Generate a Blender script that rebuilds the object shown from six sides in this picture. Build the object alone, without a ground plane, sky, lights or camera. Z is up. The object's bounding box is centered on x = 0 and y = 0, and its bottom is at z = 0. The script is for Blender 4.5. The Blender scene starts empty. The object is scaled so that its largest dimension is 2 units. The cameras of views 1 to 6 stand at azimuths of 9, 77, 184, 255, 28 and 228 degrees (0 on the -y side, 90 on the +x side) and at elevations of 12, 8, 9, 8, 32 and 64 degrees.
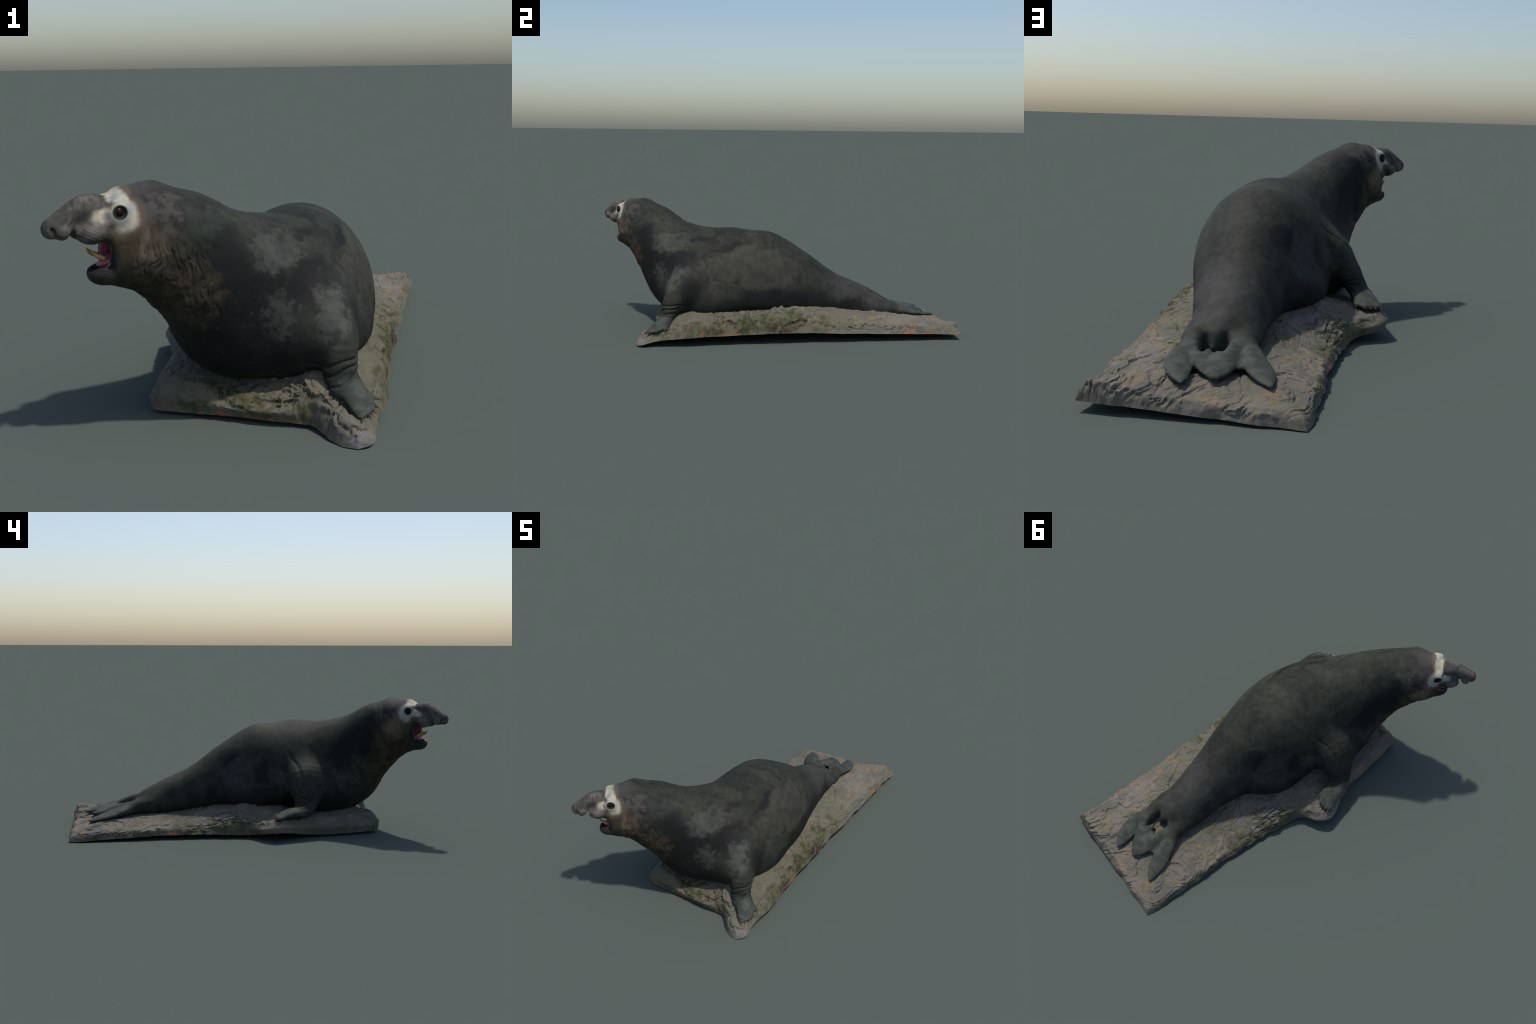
# A sculpted elephant seal, head turned and roaring, lying on a slab of layered rock.
# The seal is one smooth surface (blended solids -> surface nets), split into anatomical parts.
import bpy, bmesh, math
import numpy as np

# ------------------------------------------------------------------ small maths
def unit(v):
    v = np.asarray(v, float)
    return v / np.linalg.norm(v)

def catmull(P, m):
    P = np.asarray(P, float)
    n = len(P)
    t = np.linspace(0, n - 1, m)
    i = np.clip(t.astype(int), 0, n - 2)
    f = (t - i)[:, None]
    Q = np.vstack([2 * P[0] - P[1], P, 2 * P[-1] - P[-2]])
    a, b, c, d = Q[i], Q[i + 1], Q[i + 2], Q[i + 3]
    return .5 * (2 * b + (c - a) * f + (2 * a - 5 * b + 4 * c - d) * f * f + (3 * b - 3 * c + d - a) * f ** 3)

def smoothstep(a, b, x):
    t = np.clip((x - a) / (b - a), 0, 1)
    return t * t * (3 - 2 * t)

def _hash(ix, iy, iz, seed):
    h = (ix.astype(np.int64) * 374761393 + iy.astype(np.int64) * 668265263 + iz.astype(np.int64) * 2147483647 + seed * 1274126177) & 0xFFFFFFFF
    h = ((h ^ (h >> 13)) * 1274126177) & 0xFFFFFFFF
    h = (h ^ (h >> 16)) & 0xFFFFFFFF
    return h / 2147483648.0 - 1.0

def noise3(p, seed=0):
    i = np.floor(p).astype(np.int64)
    f = p - i
    f = f * f * f * (f * (f * 6 - 15) + 10)
    out = 0
    for dx in (0, 1):
        wx = f[:, 0] if dx else 1 - f[:, 0]
        for dy in (0, 1):
            wy = f[:, 1] if dy else 1 - f[:, 1]
            for dz in (0, 1):
                wz = f[:, 2] if dz else 1 - f[:, 2]
                out = out + wx * wy * wz * _hash(i[:, 0] + dx, i[:, 1] + dy, i[:, 2] + dz, seed)
    return out

def fbm(p, octaves=4, seed=0):
    a, s, tot = 1.0, 0, 0
    for o in range(octaves):
        s = s + a * noise3(p * 2 ** o + 17.3 * o, seed + o)
        tot += a
        a *= .5
    return s / tot

# ------------------------------------------------------------------ head frame
H0 = np.array([-0.369, -0.862, 0.680])          # midway between the eyes
HF = unit([-0.783, -0.622, 0])                  # forwards
HL = unit([0.622, -0.783, 0])                   # towards the animal's left eye
HU = np.array([0, 0, 1.0])

def head(f, l, u):
    return H0 + f * HF + l * HL + u * HU

# ------------------------------------------------------------------ the field
VOX = 0.0032
LO = np.array([-0.57, -1.03, 0.035])
DIM = np.array([312, 612, 236])
axis = [LO[k] + VOX * np.arange(DIM[k]) for k in range(3)]
FIELD = np.full(DIM, 9.0, np.float32)

def box_of(lo, hi):
    a = np.clip(np.floor((np.asarray(lo) - LO) / VOX).astype(int), 0, DIM)
    b = np.clip(np.ceil((np.asarray(hi) - LO) / VOX).astype(int) + 1, 0, DIM)
    return tuple(slice(a[k], b[k]) for k in range(3))

def coords(sl):
    X, Y, Z = np.meshgrid(axis[0][sl[0]], axis[1][sl[1]], axis[2][sl[2]], indexing='ij')
    return np.stack([X, Y, Z], -1).astype(np.float32)

def smin(a, b, k):
    h = np.maximum(k - np.abs(a - b), 0) / k
    return np.minimum(a, b) - h * h * k * .25

def smax(a, b, k):
    return -smin(-a, -b, k)

def add(sl, d, k):
    FIELD[sl] = smin(FIELD[sl], d, k)

def cut(sl, d, k):
    FIELD[sl] = smax(FIELD[sl], -d, k)

def ellipsoid_d(P, c, r, ax=None):
    q = P - np.asarray(c, np.float32)
    if ax is not None:
        q = q @ np.asarray(ax, np.float32).T
    r = np.asarray(r, np.float32)
    k0 = np.sqrt(((q / r) ** 2).sum(-1)) + 1e-6
    k1 = np.sqrt(((q / (r * r)) ** 2).sum(-1)) + 1e-6
    return k0 * (k0 - 1) / k1

HEAD_AX = np.stack([HF, HL, HU])

def head_ball(f, l, u, rf, rl, ru, k=.03, carve=False, pitch=0.0, yaw=0.0):
    c = head(f, l, u)
    ax = HEAD_AX
    if pitch or yaw:
        cp, sp = math.cos(pitch), math.sin(pitch)
        cy, sy = math.cos(yaw), math.sin(yaw)
        fw = cp * (cy * HF + sy * HL) + sp * HU
        lf = cy * HL - sy * HF
        ax = np.stack([fw, lf, np.cross(fw, lf) * -1])
    R = max(rf, rl, ru) + k + .01
    sl = box_of(c - R, c + R)
    d = ellipsoid_d(coords(sl), c, (rf, rl, ru), ax)
    (cut if carve else add)(sl, d, k)

def loft_d(P, S, side_hint, cap=1.0):
    """S rows: x y z, half width, half height above, half height below."""
    best = np.full(P.shape[:-1], 9.0, np.float32)
    c = S[:, :3]
    t = np.gradient(c, axis=0)
    for _ in range(3):
        t[1:-1] = (t[:-2] + 2 * t[1:-1] + t[2:]) / 4
    for i in range(len(S) - 1):
        a, b = c[i], c[i + 1]
        ab = b - a
        L2 = ab @ ab + 1e-9
        w = np.clip(((P - a.astype(np.float32)) @ ab.astype(np.float32)) / L2, 0, 1)
        q = P - (a + w[..., None] * ab).astype(np.float32)
        T = unit(t[i] + t[i + 1])
        if side_hint is None:
            Lt = unit(np.cross(T, [0, 0, 1]))
        else:
            sh = side_hint if np.ndim(side_hint) == 1 else side_hint[i]
            Lt = unit(sh - T * (T @ sh))
        Up = np.cross(Lt, T)
        if Up[2] < 0 and side_hint is None:
            Up = -Up
        R = S[i, 3:] + w[..., None] * (S[i + 1, 3:] - S[i, 3:])
        x = q @ Lt.astype(np.float32)
        y = q @ Up.astype(np.float32)
        z = q @ T.astype(np.float32)
        ry = np.where(y > 0, R[..., 1], R[..., 2])
        rc = np.minimum(R[..., 0], np.minimum(R[..., 1], R[..., 2])) * cap
        k = np.sqrt((x / R[..., 0]) ** 2 + (y / ry) ** 2 + (z / rc) ** 2) + 1e-5
        n = np.sqrt(x * x + y * y + z * z)
        d = np.where(k > .2, n - n / k, -rc)
        best = np.minimum(best, d)
    return best

def loft(rows, steps, side, k, carve=False, cap=1.0, pad=.03):
    rows = np.asarray(rows, float)
    if rows.shape[1] == 5:
        rows = np.hstack([rows, rows[:, 4:5]])
    S = catmull(rows, steps)
    S[:, 3:] = np.maximum(S[:, 3:], .003)
    r = S[:, 3:].max()
    sl = box_of(S[:, :3].min(0) - r - pad, S[:, :3].max(0) + r + pad)
    d = loft_d(coords(sl), S, None if side is None else np.asarray(side, float), cap)
    (cut if carve else add)(sl, d, k)

# ---- trunk of the body: hips -> shoulders -> neck -> back of the skull
TORSO = np.array([       # x y z, half width, height above, height below, share of the width on the animal's right, roundness of the upper half
    (0.150, 0.600, 0.135, .060, .050, .052, 1.0, 2.0),
    (0.144, 0.545, 0.138, .088, .080, .063, 1.0, 2.0),
    (0.138, 0.431, 0.152, .132, .122, .069, .88, 2.0),
    (0.126, 0.268, 0.181, .169, .163, .075, .84, 2.0),
    (0.108, 0.083, 0.214, .222, .258, .085, .85, 2.0),
    (0.083, -0.110, 0.223, .281, .354, .090, .87, 2.0),
    (0.052, -0.299, 0.242, .302, .366, .115, .89, 2.0),
    (0.005, -0.454, 0.329, .260, .320, .270, .92, 1.85),
    (-0.071, -0.547, 0.420, .230, .227, .300, .82, 1.75),
    (-0.137, -0.644, 0.510, .183, .159, .242, .88, 1.85),
    (-0.218, -0.727, 0.600, .137, .128, .218, .98, 2.0),
    (-0.290, -0.788, 0.664, .116, .085, .205, 1.0, 2.0)])

def torso_d(P):
    """Sections whose planes turn slowly along the spine, so neighbours blend without ridges."""
    R = catmull(TORSO, 150)
    t = np.gradient(R[:, :3], axis=0)
    t /= np.linalg.norm(t, axis=1)[:, None]
    for _ in range(400):
        t[1:-1] = (t[:-2] + 2 * t[1:-1] + t[2:]) / 4
    pick = np.append(np.arange(0, 149, 3), 149)
    R, t = R[pick], t[pick]
    t /= np.linalg.norm(t, axis=1)[:, None]
    lt = np.cross(t, [0, 0, 1.])
    lt /= np.linalg.norm(lt, axis=1)[:, None]
    up = np.cross(lt, t)
    R, t, lt, up = [a.astype(np.float32) for a in (R, t, lt, up)]
    best = np.full(P.shape[:-1], 9.0, np.float32)
    n = len(R)
    d1 = (P - R[0, :3]) @ t[0]
    for i in range(n - 1):
        d0 = d1
        d1 = (P - R[i + 1, :3]) @ t[i + 1]
        ok = (d0 >= 0) & (d1 <= 0)
        if i == 0:
            ok |= (d0 < 0) & (d0 > -.2)
        if i == n - 2:
            ok |= (d1 > 0) & (d1 < .2)
        if not ok.any():
            continue
        p, a, b = P[ok], d0[ok], d1[ok]
        w = np.clip(a / np.where(np.abs(a - b) < 1e-6, 1e-6, a - b), 0, 1)[:, None]
        c = R[i] * (1 - w) + R[i + 1] * w
        q = p - c[:, :3]
        x = (q * (lt[i] * (1 - w) + lt[i + 1] * w)).sum(1)
        y = (q * (up[i] * (1 - w) + up[i + 1] * w)).sum(1)
        z = np.where(a < 0, a, np.where(b > 0, b, 0))
        ry = np.where(y > 0, c[:, 4], c[:, 5])
        rc = np.minimum(c[:, 3], np.minimum(c[:, 4], c[:, 5])) * .6
        rx = np.where(x > 0, c[:, 3] * c[:, 6], c[:, 3])
        pw = np.where(y > 0, c[:, 7], np.where(c[:, 1] < -.45, 2.2, 2.9))
        k = (np.abs(x / rx) ** pw + np.abs(y / ry) ** pw) ** (1 / pw)
        k = np.sqrt(k * k + (z / rc) ** 2) + 1e-5
        m = np.sqrt(x * x + y * y + z * z)
        best[ok] = np.minimum(best[ok], np.where(k > .2, m - m / k, -rc))
    return best

def build_torso():
    step = 4
    n = [int(math.ceil(DIM[k] / step)) + 2 for k in range(3)]
    ax = [LO[k] + VOX * step * np.arange(n[k]) for k in range(3)]
    X, Y, Z = np.meshgrid(*ax, indexing='ij')
    C = torso_d(np.stack([X, Y, Z], -1).astype(np.float32))
    for k in range(3):                           # linear upsampling, axis by axis
        t = np.arange(DIM[k]) / step
        i = t.astype(int)
        w = (t - i).astype(np.float32)
        sh = [1, 1, 1]
        sh[k] = -1
        w = w.reshape(sh)
        C = np.take(C, i, axis=k) * (1 - w) + np.take(C, i + 1, axis=k) * w
    np.minimum(FIELD, C, out=FIELD)

build_torso()

# ---- head
def world_ball(c, r, k):
    c, R = np.asarray(c, float), max(r) + k + .01
    sl = box_of(c - R, c + R)
    add(sl, ellipsoid_d(coords(sl), c, r), k)

def build_head():
    world_ball((-.095, -.48, .265), (.165, .165, .165), .06)          # breast
    world_ball((-.120, -.42, .210), (.163, .180, .130), .06)
    world_ball((-.020, -.05, .195), (.165, .220, .110), .06)
    world_ball((.130, -.53, .260), (.172, .170, .160), .06)
    world_ball((.125, -.40, .205), (.222, .195, .115), .06)
    head_ball(-.088, 0, -.030, .105, .098, .093, .05)                 # skull
    head_ball(-.062, 0, -.120, .080, .097, .100, .05)                 # cheeks and jaw muscle
    head_ball(-.034, 0, .002, .048, .070, .061, .02)                  # forehead
    head_ball(-.010, 0, -.025, .058, .072, .058, .03)                 # face
    head_ball(.040, 0, -.035, .055, .050, .045, .03)                  # upper jaw
    for s in (1, -1):
        head_ball(-.002, s * .056, .003, .034, .024, .032, .02)       # eye mound
        head_ball(.066, s * .036, -.056, .050, .034, .031, .014)      # whisker pad
        head_ball(.005, s * .050, -.075, .034, .026, .026, .02)
    trunk = [(-.01, .000, .040, .038), (.025, .004, .041, .037), (.055, .007, .040, .041), (.090, .000, .036, .042),
             (.125, -.016, .033, .038), (.155, -.032, .032, .034), (.172, -.038, .026, .026)]
    rows = [tuple(head(f, 0, u)) + (w, h, h) for f, u, w, h in trunk]
    loft(rows, 18, HL, .012, cap=.9)
    for s in (1, -1):                                                 # nostril wings
        head_ball(.150, s * .021, -.049, .022, .020, .020, .010)
        head_ball(.178, s * .008, -.040, .018, .018, .024, .010)
    # lower jaw: a trough that hangs open
    jaw = [(-.060, -.165, .070, .055), (-.018, -.174, .066, .046), (.018, -.178, .057, .036), (.044, -.178, .046, .031), (.056, -.175, .038, .026)]
    rows = [tuple(head(f, 0, u)) + (w, h, h) for f, u, w, h in jaw]
    loft(rows, 14, HL, .020, cap=.8)
    head_ball(.032, 0, -.192, .028, .034, .018, .008)                 # chin
    # cheek skin between the jaws
    for s in (1, -1):
        head_ball(.000, s * .052, -.115, .026, .018, .050, .02)

build_head()

def carve_head():
    # mouth
    mouth = [(-.035, -.112, .040, .022, .020), (-.005, -.116, .046, .028, .030), (.025, -.120, .044, .034, .044), (.050, -.128, .036, .042, .042), (.080, -.128, .04, .042, .038), (.12, -.128, .05, .046, .040)]
    rows = [tuple(head(f, 0, u)) + (w, a, b) for f, u, w, a, b in mouth]
    loft(rows, 14, HL, .006, carve=True)
    for s in (1, -1):
        # corner of the mouth opens sideways, the lower lip slanting down to the chin
        loft([tuple(head(.058, s * .02, -.118)) + (.042, .026), tuple(head(.062, s * .055, -.120)) + (.046, .029), tuple(head(.066, s * .10, -.122)) + (.052, .034)], 8, HF - .75 * HU, .008, carve=True)
        # nostril slit
        loft([tuple(head(.176, s * .021, -.034)) + (.004, .005), tuple(head(.173, s * .026, -.046)) + (.005, .007), tuple(head(.165, s * .022, -.062)) + (.004, .006)], 8, HL, .006, carve=True)
        # groove under the trunk
        loft([tuple(head(.030, s * .056, .020)) + (.006, .005), tuple(head(.060, s * .052, .006)) + (.010, .008), tuple(head(.090, s * .048, -.014)) + (.010, .009), tuple(head(.122, s * .043, -.034)) + (.007, .007)], 10, HL, .016, carve=True)
        # eye socket
        head_ball(.001, s * .083, .001, .018, .013, .018, .005, carve=True)

carve_head()

# ---- fore flippers
def digits(root, ends, r0, r1, k, flat, up):
    root = np.asarray(root, float)
    for j, e in enumerate(ends):
        e = np.asarray(e, float)
        side = unit(np.cross(e - root, up))
        mid = root * .5 + e * .5 + np.asarray(up) * .006
        loft([tuple(root) + (r0, r0 * flat), tuple(mid) + ((r0 + r1) * .52, (r0 + r1) * .5 * flat), tuple(e) + (r1, r1 * flat * 1.0)], 7, side, k)

R_TIP, R_THUMB = np.array([.332, -.812, .072]), np.array([.368, -.716, .094])
L_TIP, L_THUMB = np.array([-.397, -.084, .118]), np.array([-.306, -.108, .121])
R_ENDS = [R_TIP * (1 - t) + R_THUMB * t + np.array([.012, -.006, 0]) * math.sin(math.pi * t) for t in (0, .22, .44, .66, 1)]
L_ENDS = [L_TIP * (1 - t) + L_THUMB * t + np.array([.0, .012, 0]) * math.sin(math.pi * t) for t in (0, .22, .44, .66, 1)]

def build_arms():
    loft([(.16, -.48, .36, .09, .07), (.215, -.568, .315, .075, .074), (.252, -.628, .260, .064, .068), (.263, -.666, .203, .056, .053), (.268, -.690, .150, .053, .040), (.285, -.710, .118, .054, .034)], 18, (.87, .43, .25), .06)
    digits((.278, -.700, .124), R_ENDS, .036, .014, .020, .52, unit((-.1, .25, .95)))
    loft([(-.13, -.31, .36, .09, .06), (-.212, -.290, .320, .095, .058), (-.254, -.290, .248, .096, .056), (-.293, -.272, .188, .068, .044), (-.322, -.255, .146, .052, .036)], 16, (0, 1, -.15), .05)
    digits((-.330, -.235, .140), L_ENDS, .038, .015, .022, .52, unit((-.1, .1, 1)))

build_arms()

# ---- hind flippers: each a leg, two long outer lobes and short digits between
HIND = [
    dict(leg=[(.185, .44, .140, .085, .075), (.222, .55, .136, .060, .054), (.233, .630, .130, .042, .040), (.228, .668, .124, .042, .034)],
         lobes=[[(.236, .650, .126, .032, .026), (.254, .725, .114, .045, .020), (.248, .805, .101, .043, .014), (.234, .855, .092, .028, .010), (.225, .884, .086, .008, .006)],
                [(.208, .660, .128, .032, .026), (.184, .730, .117, .040, .020), (.160, .795, .104, .032, .013), (.137, .850, .092, .010, .007)]],
         mids=[(.222, .776, .100), (.207, .772, .100), (.194, .766, .100)], root=(.218, .690, .114)),
    dict(leg=[(.100, .44, .140, .085, .075), (.080, .53, .138, .062, .054), (.070, .600, .134, .044, .040), (.068, .640, .130, .044, .034)],
         lobes=[[(.086, .638, .132, .034, .028), (.108, .705, .124, .043, .022), (.122, .780, .109, .044, .015), (.124, .825, .100, .030, .011), (.123, .852, .093, .008, .007)],
                [(.050, .638, .126, .032, .028), (.028, .710, .114, .042, .022), (.000, .785, .101, .045, .015), (-.024, .845, .090, .030, .010), (-.039, .880, .084, .008, .006)]],
         mids=[(.088, .768, .102), (.068, .772, .102), (.050, .768, .102)], root=(.066, .675, .118)),
]

def build_hind():
    for hf in HIND:
        loft(hf['leg'], 12, (1, 0, 0), .028)
        for lb in hf['lobes']:
            loft(lb, 14, (1, .1, .1), .007)
        for m in hf['mids']:
            loft([hf['root'] + (.020, .016), tuple((np.array(hf['root']) + m) / 2 + np.array([0, 0, .003])) + (.016, .013), m + (.008, .006)], 8, (1, 0, 0), .006)
    loft([(.150, .54, .155, .036, .030), (.158, .595, .138, .018, .022), (.168, .632, .120, .007, .010)], 8, (1, 0, 0), .02)   # tail

build_hind()
for px in (.193, .128):                          # pits either side of the tail
    c0 = np.array([px, .660, .148])
    sl = box_of(c0 - .08, c0 + .08)
    cut(sl, ellipsoid_d(coords(sl), c0, (.010, .052, .040)), .024)

# ------------------------------------------------------------------ surface nets
def surface_nets(F):
    s = F < 0
    nx, ny, nz = F.shape
    cell = np.zeros((nx - 1, ny - 1, nz - 1), np.uint8)
    corners = [(i, j, k) for i in (0, 1) for j in (0, 1) for k in (0, 1)]
    for i, j, k in corners:
        cell += s[i:nx - 1 + i, j:ny - 1 + j, k:nz - 1 + k]
    act = np.argwhere((cell > 0) & (cell < 8))
    idx = np.full(cell.shape, -1, np.int32)
    idx[act[:, 0], act[:, 1], act[:, 2]] = np.arange(len(act))
    val = {c: F[act[:, 0] + c[0], act[:, 1] + c[1], act[:, 2] + c[2]] for c in corners}
    acc = np.zeros((len(act), 3))
    cnt = np.zeros(len(act))
    for c in corners:
        for ax in range(3):
            if c[ax] == 0:
                d = list(c)
                d[ax] = 1
                d = tuple(d)
                va, vb = val[c], val[d]
                m = (va < 0) != (vb < 0)
                t = np.where(m, va / np.where(m, va - vb, 1), 0)
                p = np.array(c, float)[None].repeat(len(act), 0)
                p[:, ax] = t
                acc[m] += p[m]
                cnt[m] += 1
    V = (act + acc / cnt[:, None]) * VOX + LO
    quads = []
    for ax in range(3):
        a, b = [(1, 2), (2, 0), (0, 1)][ax]
        sl0 = [slice(1, n - 1) for n in F.shape]
        sl1 = [slice(1, n - 1) for n in F.shape]
        sl0[ax] = slice(0, F.shape[ax] - 1)
        sl1[ax] = slice(1, F.shape[ax])
        e0, e1 = s[tuple(sl0)], s[tuple(sl1)]
        pos = np.argwhere(e0 != e1)
        flip = e0[pos[:, 0], pos[:, 1], pos[:, 2]]
        off = np.array([1, 1, 1])
        off[ax] = 0
        pos = pos + off
        def at(da, db):
            q = pos.copy()
            q[:, a] -= da
            q[:, b] -= db
            return idx[q[:, 0], q[:, 1], q[:, 2]]
        Q = np.stack([at(1, 1), at(0, 1), at(0, 0), at(1, 0)], 1)
        Q[~flip] = Q[~flip][:, ::-1]
        quads.append(Q)
    return V, np.vstack(quads)

V, Q = surface_nets(FIELD)
del FIELD

def edges_of(Q):
    E = np.sort(np.vstack([Q[:, [0, 1]], Q[:, [1, 2]], Q[:, [2, 3]], Q[:, [3, 0]]]), 1)
    key = np.unique(E[:, 0].astype(np.int64) * (Q.max() + 1) + E[:, 1])
    return np.stack([key // (Q.max() + 1), key % (Q.max() + 1)], 1)

EDG = edges_of(Q)
DEG = np.bincount(EDG.ravel(), minlength=len(V))[:, None]

def relax(V, mask, iters, lam=.5):
    for _ in range(iters):
        acc = np.stack([np.bincount(EDG[:, 0], V[EDG[:, 1], k], len(V)) + np.bincount(EDG[:, 1], V[EDG[:, 0], k], len(V)) for k in range(3)], 1)
        V = V + (acc / DEG - V) * lam * mask
    return V

def normals_of(V, Q):
    n = np.cross(V[Q[:, 2]] - V[Q[:, 0]], V[Q[:, 3]] - V[Q[:, 1]])
    N = np.stack([sum(np.bincount(Q[:, j], n[:, k], len(V)) for j in range(4)) for k in range(3)], 1)
    return N / (np.linalg.norm(N, axis=1)[:, None] + 1e-12)

def to_head(V):
    q = V - H0
    return q @ HF, q @ HL, q @ HU

f, l, u = to_head(V)
near_face = smoothstep(-.16, -.05, f)
V = relax(V, (1 - .75 * near_face)[:, None], 10)

# ---- folds and wrinkles in the skin
def wrinkle(V):
    N = normals_of(V, Q)
    f, l, u = to_head(V)
    d = np.zeros(len(V))
    # throat and cheek: short steep folds
    m = smoothstep(-.30, -.20, f) * smoothstep(.03, -.03, f) * smoothstep(-.06, -.12, u) * smoothstep(-.46, -.36, u)
    p = np.stack([f * 75 + 1.6 * fbm(V * 18, 2, 3), l * 14, u * 17], 1)
    r = 1 - np.abs(fbm(p, 2, 5)) * 2.6
    d -= m * .0042 * np.clip(r, 0, 1) ** 2
    d += m * .003 * fbm(V * 30, 2, 9)
    # trunk: rings across
    m = smoothstep(.02, .05, f) * smoothstep(.15, .12, f) * smoothstep(-.03, .0, u + .3 * (f - .05))
    d += m * .0020 * np.sin((f + .35 * u) * 420 + 3 * fbm(V * 25, 2, 4)) * (.5 + fbm(V * 40, 2, 8))
    # whisker pads: fine rows
    m = smoothstep(.02, .04, f) * smoothstep(.13, .10, f) * smoothstep(-.02, -.04, u) * smoothstep(.03, .045, np.abs(l))
    d += m * .0006 * np.sin((u - .5 * f) * 620 + 2 * fbm(V * 30, 2, 6))
    # wrist creases on the fore flippers
    a = V - np.array([.266, -.684, .165])
    m = smoothstep(.13, .07, np.linalg.norm(a, axis=1))
    s = a[:, 2] - .22 * a[:, 0] + .02 * fbm(V * 9, 2, 12)
    for c0 in (-.018, .012, .034):
        d -= m * .006 * np.exp(-((s - c0) / .0045) ** 2)
    a = V - np.array([-.300, -.262, .195])
    m = smoothstep(.095, .055, np.linalg.norm(a, axis=1))
    s = a[:, 2] + .55 * a[:, 1] + .012 * fbm(V * 12, 2, 13)
    d += m * .0024 * np.sin(s * 330 + 3 * fbm(V * 14, 2, 16)) * smoothstep(-.06, -.02, -a[:, 2] + .03)
    # skin slackness over the whole body
    d += .0018 * fbm(V * 11, 3, 20)
    # fold above the left shoulder
    a = V - np.array([-.20, -.235, .38])
    m = np.exp(-(a[:, 2] / .075) ** 2) * smoothstep(-.10, -.16, V[:, 0])
    d -= m * .006 * np.exp(-((a[:, 1] - .25 * a[:, 2] - .02 * fbm(V * 10, 2, 15)) / .010) ** 2)
    return V + N * d[:, None]

V = wrinkle(V)
NORM = normals_of(V, Q)
BODY_V, BODY_Q = V, Q

# ------------------------------------------------------------------ materials
class Nodes:
    def __init__(self, name):
        self.mat = bpy.data.materials.new(name)
        self.mat.use_nodes = True
        self.t = self.mat.node_tree
        self.bsdf = self.t.nodes['Principled BSDF']
        self.co = self.new('ShaderNodeTexCoord').outputs['Object']

    def new(self, kind, **kw):
        n = self.t.nodes.new(kind)
        for k, v in kw.items():
            setattr(n, k, v)
        return n

    def put(self, sock, v):
        if hasattr(v, 'links'):
            self.t.links.new(v, sock)
        elif isinstance(v, (tuple, list)) and len(v) == 3 and sock.type == 'RGBA':
            sock.default_value = (*v, 1)
        else:
            sock.default_value = v

    def math(self, op, a, b=0.0, clamp=False):
        n = self.new('ShaderNodeMath', operation=op, use_clamp=clamp)
        self.put(n.inputs[0], a)
        self.put(n.inputs[1], b)
        return n.outputs[0]

    def vmath(self, op, a, b):
        n = self.new('ShaderNodeVectorMath', operation=op)
        self.put(n.inputs[0], a)
        self.put(n.inputs[1], b)
        return n.outputs['Value' if op in ('DOT_PRODUCT', 'LENGTH', 'DISTANCE') else 'Vector']

    def noise(self, scale, detail=4, rough=.55, vec=None, distort=0.0, stretch=None):
        v = vec or self.co
        if stretch:
            v = self.vmath('MULTIPLY', v, stretch)
        n = self.new('ShaderNodeTexNoise')
        self.put(n.inputs['Vector'], v)
        n.inputs['Scale'].default_value = scale
        n.inputs['Detail'].default_value = detail
        n.inputs['Roughness'].default_value = rough
        n.inputs['Distortion'].default_value = distort
        return n.outputs['Fac']

    def ramp(self, x, lo, hi):
        n = self.new('ShaderNodeMapRange', interpolation_type='SMOOTHSTEP')
        self.put(n.inputs['Value'], x)
        n.inputs['From Min'].default_value = lo
        n.inputs['From Max'].default_value = hi
        return n.outputs['Result']

    def mix(self, fac, a, b, mode='MIX'):
        n = self.new('ShaderNodeMix', data_type='RGBA', blend_type=mode)
        self.put(n.inputs[0], fac)
        self.put(n.inputs[6], a)
        self.put(n.inputs[7], b)
        return n.outputs[2]

    def bump(self, h, strength, dist=.01):
        n = self.new('ShaderNodeBump')
        n.inputs['Strength'].default_value = strength
        n.inputs['Distance'].default_value = dist
        self.put(n.inputs['Height'], h)
        self.t.links.new(n.outputs['Normal'], self.bsdf.inputs['Normal'])

    def blob(self, c, r, soft=.35, vec=None):
        """1 inside an ellipsoid, fading out over `soft` of its radius."""
        v = self.vmath('SUBTRACT', vec or self.warp, tuple(c))
        v = self.vmath('DIVIDE', v, tuple(r))
        d = self.vmath('LENGTH', v, (0, 0, 0))
        return self.ramp(d, 1 + soft, 1 - soft)

    def out(self, col, rough=.6, spec=.3):
        self.put(self.bsdf.inputs['Base Color'], col)
        self.put(self.bsdf.inputs['Roughness'], rough)
        self.bsdf.inputs['Specular IOR Level'].default_value = spec
        return self.mat

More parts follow.
